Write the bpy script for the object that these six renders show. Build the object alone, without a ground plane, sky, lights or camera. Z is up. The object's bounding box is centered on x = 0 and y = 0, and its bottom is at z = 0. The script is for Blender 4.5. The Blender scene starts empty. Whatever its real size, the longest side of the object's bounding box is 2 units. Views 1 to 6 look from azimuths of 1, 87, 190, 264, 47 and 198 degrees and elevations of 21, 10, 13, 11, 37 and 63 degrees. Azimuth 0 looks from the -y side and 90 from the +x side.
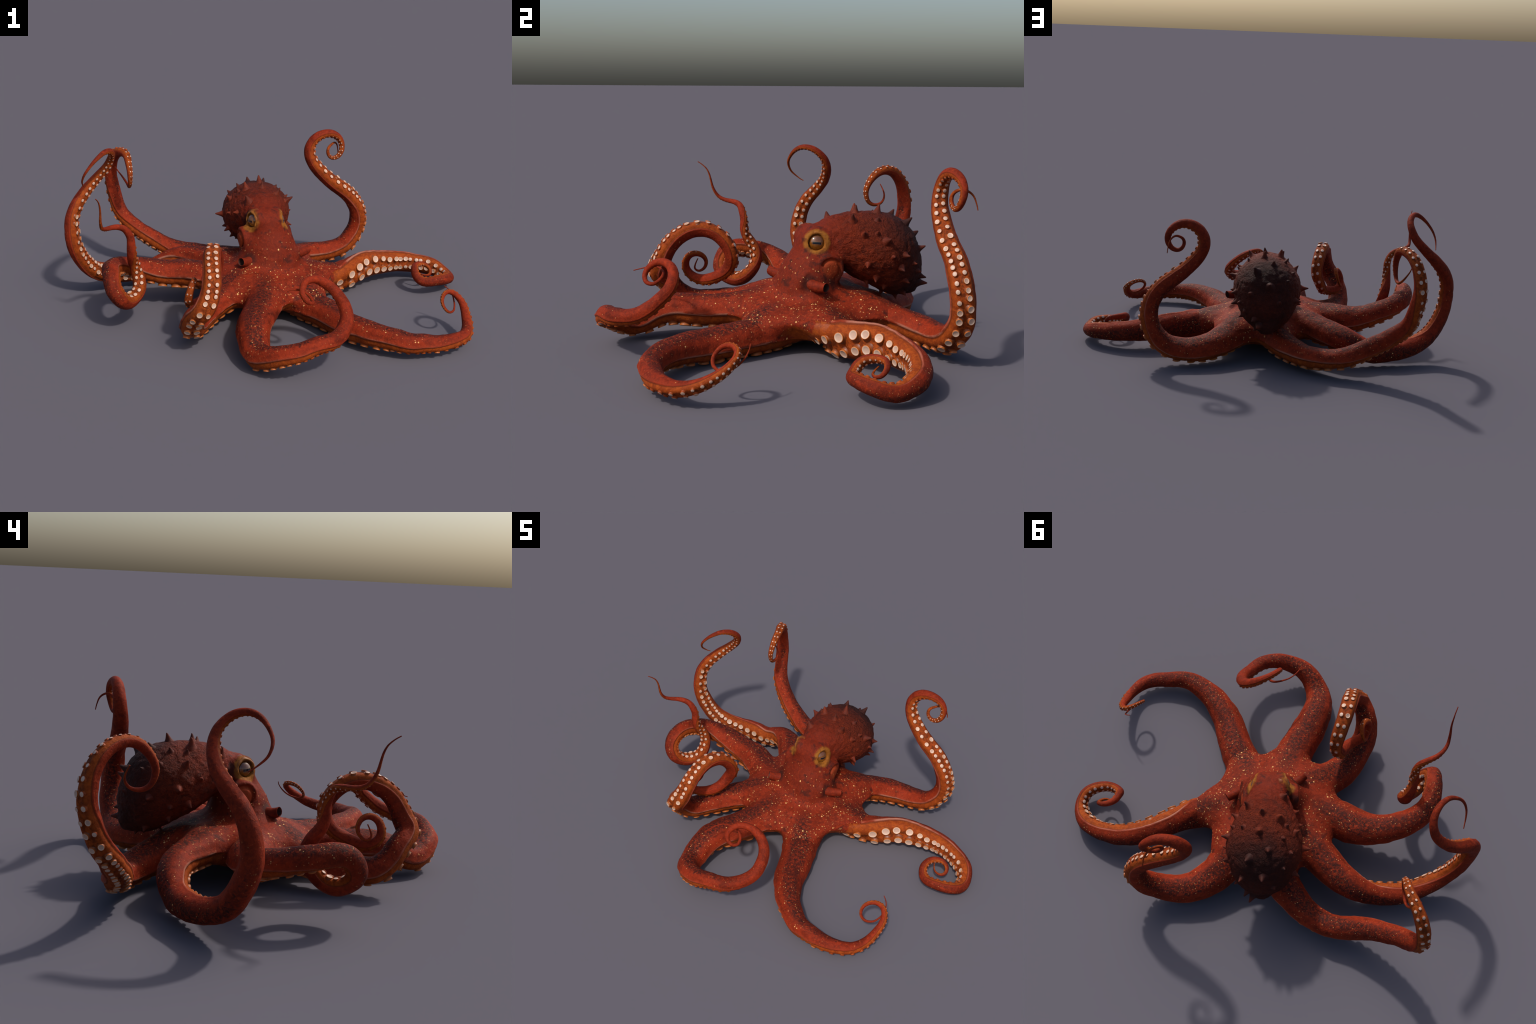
"""A live octopus sprawled on the sea bed: warty mantle tilted back behind the head,
two ringed eyes, a siphon on each side, and eight curling arms with paired suckers."""
import math
import random

import bpy
import numpy as np
from mathutils import Matrix, Vector

rng = np.random.default_rng(7)
random.seed(7)

# ------------------------------------------------------------------ arm poses
# Each arm: spine control points from the middle of the crown to the tip, the radius at
# even fractions of its length, and how far the sucker side is twisted from straight down.
ARM_POSES = [
    dict(spine=[(0.030, 0.150, 0.140), (0.097, 0.080, 0.105), (0.164, 0.005, 0.082), (0.228, -0.073, 0.074), (0.290, -0.152, 0.076), (0.347, -0.232, 0.076), (0.399, -0.311, 0.075), (0.460, -0.377, 0.080), (0.525, -0.431, 0.082), (0.595, -0.468, 0.082), (0.663, -0.493, 0.075), (0.730, -0.490, 0.073), (0.791, -0.477, 0.066), (0.848, -0.459, 0.065), (0.895, -0.430, 0.064), (0.929, -0.391, 0.064), (0.946, -0.347, 0.071), (0.954, -0.305, 0.085), (0.954, -0.267, 0.104), (0.951, -0.234, 0.124), (0.943, -0.206, 0.147), (0.925, -0.187, 0.168), (0.901, -0.183, 0.187), (0.876, -0.195, 0.196), (0.857, -0.215, 0.195), (0.845, -0.236, 0.185), (0.842, -0.254, 0.168), (0.849, -0.266, 0.149), (0.863, -0.267, 0.131), (0.879, -0.258, 0.119), (0.893, -0.243, 0.115), (0.904, -0.226, 0.117), (0.909, -0.208, 0.123), (0.912, -0.191, 0.132), (0.911, -0.176, 0.143), (0.909, -0.163, 0.156), (0.903, -0.153, 0.169), (0.894, -0.145, 0.182), (0.882, -0.140, 0.193), (0.869, -0.137, 0.203)],
         radius=[0.0760, 0.0760, 0.0748, 0.0732, 0.0699, 0.0642, 0.0562, 0.0476, 0.0398, 0.0324, 0.0245, 0.0160, 0.0091, 0.0049, 0.0020],
         twist=[0, 0, 0, -1, -2, -4, -6, -8, -10, -10, -8, -5, -4, -12, -28, -42, -57, -65, -65, -57, -51, -46, -43, -40]),
    dict(spine=[(0.030, 0.150, 0.140), (0.021, 0.036, 0.139), (0.013, -0.078, 0.137), (0.003, -0.192, 0.133), (-0.017, -0.304, 0.125), (-0.038, -0.413, 0.128), (-0.038, -0.517, 0.109), (-0.018, -0.603, 0.073), (0.033, -0.670, 0.091), (0.098, -0.706, 0.120), (0.169, -0.713, 0.140), (0.232, -0.698, 0.162), (0.292, -0.672, 0.168), (0.334, -0.628, 0.174), (0.359, -0.575, 0.186), (0.375, -0.527, 0.211), (0.369, -0.485, 0.245), (0.349, -0.449, 0.277), (0.318, -0.431, 0.311), (0.282, -0.428, 0.340), (0.246, -0.440, 0.361), (0.214, -0.462, 0.371), (0.190, -0.492, 0.369), (0.178, -0.521, 0.354), (0.179, -0.543, 0.330), (0.195, -0.548, 0.305), (0.215, -0.536, 0.289), (0.224, -0.512, 0.286), (0.216, -0.490, 0.297), (0.199, -0.477, 0.310), (0.179, -0.473, 0.322), (0.158, -0.478, 0.329), (0.139, -0.487, 0.334), (0.122, -0.499, 0.336), (0.108, -0.514, 0.337), (0.098, -0.531, 0.334), (0.091, -0.549, 0.330), (0.086, -0.567, 0.325), (0.083, -0.585, 0.320), (0.080, -0.603, 0.315)],
         radius=[0.0760, 0.0760, 0.0760, 0.0760, 0.0721, 0.0616, 0.0513, 0.0424, 0.0359, 0.0314, 0.0261, 0.0180, 0.0101, 0.0048, 0.0020],
         twist=[0, 0, 0, 1, 3, 4, 5, 2, -3, -9, -10, -6, 4, 23, 41, 47, 50, 53, 51, 44, 35, 28, 22, 18]),
    dict(spine=[(0.030, 0.150, 0.140), (-0.027, 0.068, 0.165), (-0.096, -0.007, 0.165), (-0.169, -0.077, 0.145), (-0.233, -0.149, 0.119), (-0.277, -0.230, 0.104), (-0.302, -0.313, 0.100), (-0.320, -0.390, 0.109), (-0.315, -0.446, 0.153), (-0.294, -0.487, 0.205), (-0.260, -0.521, 0.249), (-0.233, -0.503, 0.302), (-0.222, -0.477, 0.357), (-0.222, -0.439, 0.402), (-0.225, -0.389, 0.433), (-0.225, -0.334, 0.446), (-0.223, -0.280, 0.437), (-0.219, -0.234, 0.408), (-0.215, -0.202, 0.367), (-0.218, -0.187, 0.317), (-0.235, -0.197, 0.272), (-0.244, -0.229, 0.237), (-0.254, -0.270, 0.216), (-0.277, -0.307, 0.204), (-0.306, -0.339, 0.202), (-0.327, -0.371, 0.214), (-0.333, -0.395, 0.242), (-0.328, -0.399, 0.276), (-0.319, -0.386, 0.304), (-0.310, -0.360, 0.319), (-0.311, -0.332, 0.316), (-0.319, -0.312, 0.300), (-0.327, -0.304, 0.278), (-0.334, -0.308, 0.256), (-0.340, -0.322, 0.239), (-0.343, -0.341, 0.233), (-0.342, -0.356, 0.244), (-0.339, -0.355, 0.262), (-0.335, -0.349, 0.278), (-0.330, -0.342, 0.293)],
         radius=[0.0760, 0.0760, 0.0760, 0.0688, 0.0598, 0.0512, 0.0451, 0.0415, 0.0381, 0.0348, 0.0318, 0.0273, 0.0192, 0.0100, 0.0020],
         twist=[0, 0, 0, 0, 1, 2, 2, 1, -2, -6, -14, -24, -28, -36, -39, -34, -29, -23, -12, 2, 11, 16, 19, 21]),
    dict(spine=[(0.030, 0.150, 0.140), (-0.070, 0.110, 0.146), (-0.175, 0.088, 0.154), (-0.281, 0.100, 0.164), (-0.386, 0.122, 0.169), (-0.488, 0.117, 0.174), (-0.574, 0.094, 0.200), (-0.647, 0.055, 0.227), (-0.701, 0.003, 0.251), (-0.726, -0.064, 0.269), (-0.725, -0.132, 0.280), (-0.713, -0.196, 0.269), (-0.698, -0.232, 0.221), (-0.667, -0.228, 0.169), (-0.648, -0.183, 0.138), (-0.618, -0.135, 0.142), (-0.597, -0.095, 0.175), (-0.603, -0.066, 0.220), (-0.616, -0.061, 0.269), (-0.624, -0.080, 0.313), (-0.624, -0.107, 0.351), (-0.622, -0.121, 0.392), (-0.622, -0.122, 0.432), (-0.630, -0.129, 0.469), (-0.650, -0.139, 0.497), (-0.675, -0.155, 0.510), (-0.698, -0.175, 0.515), (-0.716, -0.199, 0.518), (-0.728, -0.223, 0.524), (-0.734, -0.245, 0.537), (-0.734, -0.261, 0.556), (-0.733, -0.272, 0.577), (-0.731, -0.279, 0.599), (-0.729, -0.284, 0.620), (-0.728, -0.289, 0.640), (-0.728, -0.296, 0.659), (-0.729, -0.306, 0.676), (-0.730, -0.319, 0.689), (-0.732, -0.333, 0.700), (-0.734, -0.348, 0.709)],
         radius=[0.0760, 0.0760, 0.0760, 0.0760, 0.0652, 0.0553, 0.0466, 0.0408, 0.0373, 0.0337, 0.0283, 0.0210, 0.0128, 0.0064, 0.0020],
         twist=[0, 0, 2, 4, 8, 11, 7, 3, 15, 35, 52, 63, 72, 82, 90, 103, 134, 185, 257, 321, 368, 398, 419, 436]),
    dict(spine=[(0.030, 0.150, 0.140), (-0.048, 0.190, 0.153), (-0.126, 0.231, 0.165), (-0.203, 0.273, 0.170), (-0.278, 0.319, 0.165), (-0.351, 0.368, 0.156), (-0.430, 0.406, 0.144), (-0.511, 0.419, 0.114), (-0.589, 0.402, 0.079), (-0.672, 0.377, 0.079), (-0.747, 0.340, 0.083), (-0.812, 0.294, 0.099), (-0.868, 0.249, 0.129), (-0.910, 0.216, 0.180), (-0.939, 0.191, 0.241), (-0.956, 0.174, 0.305), (-0.962, 0.174, 0.371), (-0.959, 0.187, 0.434), (-0.941, 0.211, 0.488), (-0.914, 0.241, 0.531), (-0.883, 0.270, 0.569), (-0.849, 0.291, 0.605), (-0.814, 0.300, 0.640), (-0.783, 0.299, 0.676), (-0.763, 0.288, 0.713), (-0.751, 0.263, 0.745), (-0.751, 0.232, 0.768), (-0.760, 0.199, 0.779), (-0.776, 0.169, 0.778), (-0.794, 0.145, 0.766), (-0.813, 0.129, 0.749), (-0.831, 0.118, 0.730), (-0.847, 0.111, 0.710), (-0.862, 0.111, 0.689), (-0.873, 0.117, 0.669), (-0.881, 0.128, 0.650), (-0.885, 0.143, 0.635), (-0.887, 0.159, 0.622), (-0.888, 0.175, 0.610), (-0.889, 0.191, 0.601)],
         radius=[0.0555, 0.0555, 0.0555, 0.0555, 0.0555, 0.0542, 0.0497, 0.0446, 0.0399, 0.0359, 0.0306, 0.0233, 0.0153, 0.0080, 0.0020],
         twist=[0, 0, 0, 2, 8, 18, 34, 51, 67, 79, 90, 103, 112, 116, 117, 112, 99, 87, 81, 79, 87, 96, 103, 108]),
    dict(spine=[(0.030, 0.150, 0.140), (0.001, 0.222, 0.139), (-0.028, 0.293, 0.138), (-0.060, 0.364, 0.133), (-0.099, 0.429, 0.120), (-0.148, 0.486, 0.102), (-0.208, 0.533, 0.089), (-0.272, 0.575, 0.082), (-0.343, 0.606, 0.084), (-0.418, 0.621, 0.093), (-0.492, 0.616, 0.111), (-0.559, 0.611, 0.144), (-0.623, 0.614, 0.181), (-0.681, 0.624, 0.218), (-0.733, 0.637, 0.260), (-0.778, 0.657, 0.303), (-0.805, 0.679, 0.355), (-0.819, 0.696, 0.411), (-0.831, 0.707, 0.467), (-0.833, 0.705, 0.523), (-0.825, 0.693, 0.575), (-0.809, 0.671, 0.619), (-0.785, 0.642, 0.650), (-0.757, 0.609, 0.665), (-0.731, 0.574, 0.665), (-0.714, 0.541, 0.650), (-0.706, 0.515, 0.624), (-0.700, 0.497, 0.595), (-0.698, 0.488, 0.564), (-0.700, 0.492, 0.534), (-0.705, 0.505, 0.510), (-0.712, 0.527, 0.497), (-0.720, 0.550, 0.496), (-0.729, 0.569, 0.503), (-0.741, 0.582, 0.516), (-0.753, 0.589, 0.532), (-0.764, 0.590, 0.548), (-0.774, 0.586, 0.564), (-0.781, 0.580, 0.579), (-0.788, 0.573, 0.593)],
         radius=[0.0536, 0.0536, 0.0536, 0.0536, 0.0536, 0.0536, 0.0509, 0.0465, 0.0415, 0.0372, 0.0327, 0.0258, 0.0169, 0.0083, 0.0020],
         twist=[0, 0, -1, -4, -9, -16, -20, -19, -10, 5, 20, 23, 17, 4, -8, -30, -51, -59, -57, -56, -66, -71, -75, -78]),
    dict(spine=[(0.030, 0.150, 0.140), (0.068, 0.244, 0.144), (0.104, 0.340, 0.142), (0.137, 0.435, 0.129), (0.179, 0.521, 0.108), (0.238, 0.591, 0.091), (0.311, 0.638, 0.083), (0.390, 0.659, 0.091), (0.459, 0.674, 0.125), (0.500, 0.689, 0.184), (0.521, 0.687, 0.252), (0.516, 0.681, 0.319), (0.486, 0.675, 0.378), (0.443, 0.669, 0.425), (0.395, 0.659, 0.464), (0.349, 0.651, 0.502), (0.307, 0.646, 0.543), (0.273, 0.644, 0.587), (0.252, 0.646, 0.636), (0.255, 0.650, 0.685), (0.282, 0.656, 0.723), (0.321, 0.664, 0.743), (0.360, 0.676, 0.745), (0.394, 0.690, 0.730), (0.417, 0.699, 0.703), (0.426, 0.699, 0.670), (0.421, 0.692, 0.639), (0.402, 0.684, 0.616), (0.376, 0.676, 0.610), (0.356, 0.670, 0.625), (0.349, 0.669, 0.648), (0.355, 0.676, 0.669), (0.369, 0.688, 0.681), (0.382, 0.704, 0.686), (0.393, 0.720, 0.682), (0.400, 0.735, 0.672), (0.405, 0.746, 0.657), (0.407, 0.752, 0.641), (0.409, 0.757, 0.624), (0.410, 0.760, 0.608)],
         radius=[0.0760, 0.0760, 0.0757, 0.0693, 0.0624, 0.0552, 0.0494, 0.0450, 0.0415, 0.0372, 0.0304, 0.0228, 0.0152, 0.0071, 0.0020],
         twist=[1, -1, -4, -9, -14, -13, -10, -10, -13, -12, -4, -9, -21, -27, -23, -19, -14, -5, -10, -28, -58, -81, -98, -112]),
    dict(spine=[(0.030, 0.150, 0.140), (0.099, 0.165, 0.129), (0.169, 0.179, 0.117), (0.239, 0.194, 0.107), (0.307, 0.214, 0.098), (0.372, 0.245, 0.095), (0.430, 0.286, 0.098), (0.483, 0.333, 0.106), (0.536, 0.379, 0.109), (0.591, 0.419, 0.104), (0.648, 0.448, 0.097), (0.706, 0.468, 0.093), (0.764, 0.473, 0.088), (0.819, 0.468, 0.082), (0.868, 0.456, 0.077), (0.911, 0.434, 0.069), (0.944, 0.403, 0.059), (0.966, 0.366, 0.052), (0.973, 0.325, 0.056), (0.964, 0.288, 0.066), (0.940, 0.258, 0.072), (0.908, 0.238, 0.075), (0.874, 0.225, 0.074), (0.839, 0.223, 0.072), (0.809, 0.234, 0.081), (0.791, 0.251, 0.102), (0.787, 0.276, 0.119), (0.793, 0.304, 0.125), (0.809, 0.326, 0.127), (0.830, 0.340, 0.126), (0.852, 0.344, 0.120), (0.870, 0.339, 0.108), (0.878, 0.327, 0.093), (0.875, 0.312, 0.082), (0.863, 0.300, 0.079), (0.846, 0.295, 0.080), (0.831, 0.297, 0.083), (0.819, 0.304, 0.088), (0.810, 0.313, 0.094), (0.802, 0.322, 0.100)],
         radius=[0.0667, 0.0667, 0.0667, 0.0667, 0.0662, 0.0626, 0.0569, 0.0495, 0.0413, 0.0347, 0.0300, 0.0259, 0.0193, 0.0104, 0.0020],
         twist=[2, 0, -6, -20, -42, -64, -84, -100, -102, -97, -95, -94, -101, -109, -110, -109, -115, -119, -118, -114, -112, -109, -107, -105]),
]


HUB = np.array([0.03, 0.15, 0.14])          # where the eight arms meet
YAW = math.radians(16.7)                    # the head is turned a little to its left
SIDE = np.array([math.cos(YAW), math.sin(YAW), 0.0])
BACK = np.array([-math.sin(YAW), math.cos(YAW), 0.0])

# ------------------------------------------------------------------ small numpy kit
def lerp_table(values, f):
    return np.interp(f, np.linspace(0, 1, len(values)), values)


def smooth_curve(points, count):
    """Natural cubic spline through the points, resampled evenly by arc length."""
    p = np.asarray(points, float)
    t = np.r_[0, np.cumsum(np.linalg.norm(np.diff(p, axis=0), axis=1) ** 0.7)]
    n, h = len(p), np.diff(t)
    A, b = np.eye(n), np.zeros((n, 3))
    for i in range(1, n - 1):
        A[i, i - 1 : i + 2] = h[i - 1], 2 * (h[i - 1] + h[i]), h[i]
        b[i] = 6 * ((p[i + 1] - p[i]) / h[i] - (p[i] - p[i - 1]) / h[i - 1])
    m = np.linalg.solve(A, b)
    u = np.linspace(0, t[-1], 3000)
    k = np.clip(np.searchsorted(t, u, side="right") - 1, 0, n - 2)
    a, c, hk = (t[k + 1] - u)[:, None], (u - t[k])[:, None], h[k][:, None]
    q = (m[k] * a**3 + m[k + 1] * c**3) / (6 * hk) + (p[k] / hk - m[k] * hk / 6) * a + (p[k + 1] / hk - m[k + 1] * hk / 6) * c
    s = np.r_[0, np.cumsum(np.linalg.norm(np.diff(q, axis=0), axis=1))]
    at = np.linspace(0, s[-1], count)
    return np.stack([np.interp(at, s, q[:, j]) for j in range(3)], -1), at


def unit(v):
    return v / (np.linalg.norm(v, axis=-1, keepdims=True) + 1e-12)


def frames(curve, twist):
    """Tangent, sucker-side direction and lateral direction along a curve (rotation minimising)."""
    t = unit(np.gradient(curve, axis=0))
    down = np.array([0, 0, -1.0])
    nrm = np.zeros_like(curve)
    nrm[0] = unit(down - down @ t[0] * t[0])
    for i in range(1, len(curve)):
        v = curve[i] - curve[i - 1]
        c = v @ v
        r = nrm[i - 1] - 2 / c * (v @ nrm[i - 1]) * v
        tl = t[i - 1] - 2 / c * (v @ t[i - 1]) * v
        w = t[i] - tl
        if w @ w > 1e-12:
            r = r - 2 / (w @ w) * (w @ r) * w
        nrm[i] = unit(r - r @ t[i] * t[i])
    bi = np.cross(t, nrm)
    a = np.radians(twist)[:, None]
    oral = np.cos(a) * nrm + np.sin(a) * bi
    return t, oral, np.cross(t, oral)


class Arm:
    def __init__(self, pose):
        self.c, self.s = smooth_curve(pose["spine"], 600)
        self.length = self.s[-1]
        f = self.s / self.length
        self.r = lerp_table(pose["radius"], f) 
        self.r = np.maximum(self.r, np.interp(self.s, [0, .35, .55, .75, 1.0], [.076, .072, .061, .051, .043]) * (self.s < 1.0))
        self.wide = np.interp(self.s, [.1, .35, .6, .9], [1.22, 1.17, 1.07, 1.0])      # roots are broad and rather flat
        self.tall = np.interp(self.s, [.1, .35, .6, .9], [.96, .94, .97, 1.0])
        k = np.ones(25) / 25
        self.r = np.convolve(np.pad(self.r, 12, mode="edge"), k, "valid")
        tw = np.convolve(np.pad(lerp_table(pose["twist"], f), 12, mode="edge"), k, "valid")
        self.t, self.oral, self.lat = frames(self.c, tw)

    def at(self, s):
        g = lambda a: np.stack([np.interp(s, self.s, a[:, j]) for j in range(3)], -1)
        wide, tall = np.interp(s, self.s, self.wide)[..., None], np.interp(s, self.s, self.tall)[..., None]
        return g(self.c), unit(g(self.t)), unit(g(self.oral)) * tall, unit(g(self.lat)) * wide, np.interp(s, self.s, self.r)


# half of the arm's cross-section, dorsal side first: (sideways, toward the back) in radii
SECTION = np.array([(0, .93), (.30, .90), (.60, .76), (.83, .50), (.95, .20), (1.0, .02), (1.06, -.09), (1.09, -.16),
                    (.97, -.215), (.90, -.27), (.88, -.42), (.80, -.62), (.66, -.77), (.46, -.84), (.22, -.83), (0, -.80)])


def section_radius(theta):
    """Radius of the cross-section at an angle from the dorsal midline (either side)."""
    a = np.arctan2(SECTION[:, 0], SECTION[:, 1])
    return np.interp(np.abs(theta), a, np.hypot(SECTION[:, 0], SECTION[:, 1]))


# ------------------------------------------------------------------ the body as one blended surface
def smin(a, b, k):
    h = np.clip(0.5 + 0.5 * (b - a) / k, 0, 1)
    return b + (a - b) * h - k * h * (1 - h)


def ball(p, c, r, wide=1.0, axis=SIDE):
    q = p - np.asarray(c, float)
    x = q @ axis
    w2 = (q * q).sum(-1) - x * x + (x / wide) ** 2
    return np.sqrt(w2) - r


def ring(p, c, axis, radius, tube):
    q = p - np.asarray(c, float)
    h = q @ axis
    rho = np.sqrt(np.maximum((q * q).sum(-1) - h * h, 0))
    return np.hypot(rho - radius, h) - tube


def lens(p, c, axis, radius, thick):
    q = p - np.asarray(c, float)
    h = q @ axis
    rho2 = np.maximum((q * q).sum(-1) - h * h, 0)
    k = np.sqrt(rho2 / radius**2 + h * h / thick**2)
    return (k - 1) * min(radius, thick)


# mantle: (y, z, radius) of the balls it is blended from, running back from the head
MANTLE = [(.228, .452, .068), (.275, .437, .098), (.335, .425, .122), (.405, .398, .149), (.462, .383, .153), (.515, .312, .124), (.53, .236, .052), (.592, .226, .040)]
NECK = [(.160, .425, .072, 1.05), (.155, .365, .080, 1.15), (.140, .305, .094, 1.20), (.125, .245, .122, 1.25)]
EYES = [(np.array([.099, .165, .434]), unit(np.array([.985, -.02, .10]))), (np.array([-.058, .118, .446]), unit(np.array([-.83, -.53, .10])))]
GILLS = [(np.array([.118, .220, .326]), unit(np.array([.93, .20, -.10])), 1), (np.array([-.098, .132, .345]), unit(np.array([-.93, -.34, -.10])), -1)]
SIPHONS = [(np.array([.160, .128, .272]), np.array([.227, .192, .266])), (np.array([-.055, .040, .268]), np.array([-.104, -.020, .281]))]


def mid_x(y):
    return 0.02 - 0.2 * (y - 0.142)


def mantle_field(p):
    d = None
    for y, z, r in MANTLE:
        b = ball(p, (mid_x(y), y, z), r, 1.12)
        d = b if d is None else smin(d, b, 0.035)
    return d


def head_field(p):
    d = None
    for y, z, r, w in NECK:
        b = ball(p, (0.024 + 0.05 * (0.42 - z), y, z), r, w)
        d = b if d is None else smin(d, b, 0.05)
    for c, n in EYES:
        d = smin(d, ball(p, c - n * .054, .049), 0.03)
        d = smin(d, ring(p, c - n * .020, n, .040, .0150), 0.024)
        d = -smin(-d, ball(p, c + n * .004, .036), 0.002)
    for c, n, _ in GILLS:
        d = smin(d, lens(p, c - n * .012, n, .062, .036), 0.022)
        d = smin(d, ring(p, c + n * .004, n, .052, .008), 0.012)
        d = -smin(-d, ring(p, c + n * .013, n, .041, .0065), 0.006)
    for a, b in SIPHONS:
        n = unit(b - a)
        for k in (-.45, -.15):
            d = smin(d, ball(p, a + (b - a) * k, .030), 0.02)
        d = smin(d, ring(p, a - n * .010 + np.array([0, 0, .004]), n, .034, .008), 0.014)
    return d


CUT = 0.37                                   # the crown hands over to the free arms here


def arm_field(p, arm):
    """Distance-like field of one arm root, and the arm's own coordinates of each point."""
    s = np.linspace(0, CUT + 0.04, 34)
    c, t, o, l, r = arm.at(s)
    best, idx = np.full(len(p), 9e9), np.zeros(len(p), int)
    for i in range(len(s)):
        q = p - c[i]
        d2 = (q * q).sum(-1)
        m = d2 < best
        best[m], idx[m] = d2[m], i
    q = p - c[idx]
    along = (q * t[idx]).sum(-1)
    u = (q * l[idx]).sum(-1) / (l * l).sum(-1)[idx]
    v = -(q * o[idx]).sum(-1) / (o * o).sum(-1)[idx]
    rr = r[idx]
    ss = s[idx] + along
    th = np.arctan2(u, v)
    rho = np.hypot(u, v)
    taper = 1 - 0.07 * np.clip((ss - CUT + 0.05) / 0.05, 0, 1.5)
    d = rho - rr * section_radius(th) * taper
    d = np.where(ss > CUT, np.maximum(d, ss - CUT), d)
    d = np.maximum(d, -ss)
    return d, ss, u / rr, v / rr


def crown_field(p, arms, want=False):
    d = lens(p, HUB + (0, -.005, -.005), np.array([0, 0, 1.0]), .300, .064)
    out = []
    far = np.hypot(p[:, 0] - HUB[0], p[:, 1] - HUB[1])
    k = np.interp(far, [0.10, 0.24, 0.32, 0.40], [0.075, 0.085, 0.060, 0.012])
    d0 = d
    for arm in arms:
        f = arm_field(p, arm)
        out.append(f)
        d = smin(d, f[0], k)
    return (d, out) if want else d


def body_field(p, arms):
    """Only evaluates the arm roots where they can matter."""
    m = mantle_field(p)
    h = head_field(p)
    c = np.full(len(p), 0.2)
    low = p[:, 2] < 0.30
    c[low] = crown_field(p[low], arms)
    return smin(smin(c, h, 0.06), m, np.where(p[:, 2] > 0.29, 0.03, 0.006))


def surface_nets(field, low, step, shape):
    v = field.reshape(shape)
    inside = v < 0
    nx, ny, nz = shape
    acc = np.zeros((nx - 1, ny - 1, nz - 1, 3), np.float32)
    cnt = np.zeros((nx - 1, ny - 1, nz - 1), np.float32)
    sl = lambda o, n: slice(o, o + n - 1)
    for ax in range(3):
        others = [a for a in range(3) if a != ax]
        for o1 in (0, 1):
            for o2 in (0, 1):
                off = [0, 0, 0]
                off[others[0]], off[others[1]] = o1, o2
                a = tuple(sl(off[i], shape[i]) for i in range(3))
                off2 = list(off)
                off2[ax] += 1
                b = tuple(sl(off2[i], shape[i]) for i in range(3))
                va, vb = v[a], v[b]
                cross = inside[a] != inside[b]
                t = np.where(cross, va / np.where(cross, va - vb, 1), 0)
                for i in range(3):
                    acc[..., i] += np.where(cross, off[i] + (t if i == ax else 0), 0)
                cnt += cross
    act = cnt > 0
    index = np.full(act.shape, -1)
    index[act] = np.arange(act.sum())
    cell = np.argwhere(act)
    verts = low + step * (cell + acc[act] / cnt[act][:, None])
    faces = []
    for ax in range(3):
        a1, a2 = (ax + 1) % 3, (ax + 2) % 3
        lo, hi = [slice(1, n - 1) for n in shape], [slice(1, n - 1) for n in shape]
        lo[ax], hi[ax] = slice(0, shape[ax] - 1), slice(1, shape[ax])
        ia, ib = inside[tuple(lo)], inside[tuple(hi)]
        e = np.argwhere(ia != ib)
        base = e + 1
        base[:, ax] = e[:, ax]
        flip = ia[ia != ib]
        quad = []
        for d1, d2 in ((-1, -1), (0, -1), (0, 0), (-1, 0)):
            q = base.copy()
            q[:, a1] += d1
            q[:, a2] += d2
            quad.append(index[q[:, 0], q[:, 1], q[:, 2]])
        quad = np.stack(quad, -1)
        quad[~flip] = quad[~flip][:, ::-1]
        faces.append(quad)
    return verts, np.vstack(faces)


def relax(verts, faces, rounds, lam=0.5, mu=-0.52):
    e = np.vstack([faces[:, [0, 1]], faces[:, [1, 2]], faces[:, [2, 3]], faces[:, [3, 0]]])
    e = np.unique(np.sort(e, 1), axis=0)
    n = len(verts)
    deg = np.bincount(e.ravel(), minlength=n)[:, None]
    for k in range(rounds * 2):
        s = np.stack([np.bincount(e[:, 0], verts[e[:, 1], j], n) + np.bincount(e[:, 1], verts[e[:, 0], j], n) for j in range(3)], -1)
        verts = verts + (s / deg - verts) * (lam if k % 2 == 0 else mu)
    return verts


def vertex_normals(verts, faces):
    a, b, c, d = (verts[faces[:, i]] for i in range(4))
    f = np.cross(c - a, d - b)
    n = np.zeros_like(verts)
    for i in range(4):
        for j in range(3):
            n[:, j] += np.bincount(faces[:, i], f[:, j], len(verts))
    return unit(n)


def lattice_noise(p, scale, seed=0):
    """Smooth value noise in -1..1 on a hashed lattice."""
    q = p * scale + 1000.0 + seed * 17.31
    i = np.floor(q).astype(np.int64)
    f = q - i
    f = f * f * (3 - 2 * f)
    tot = 0
    for dx in (0, 1):
        for dy in (0, 1):
            for dz in (0, 1):
                h = (i[:, 0] + dx) * 374761393 + (i[:, 1] + dy) * 668265263 + (i[:, 2] + dz) * 2147483647 + seed * 974711
                h = (h ^ (h >> 13)) * 1274126177
                h = ((h ^ (h >> 16)) & 0xFFFF) / 32767.5 - 1
                tot = tot + h * np.where(dx, f[:, 0], 1 - f[:, 0]) * np.where(dy, f[:, 1], 1 - f[:, 1]) * np.where(dz, f[:, 2], 1 - f[:, 2])
    return tot

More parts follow.
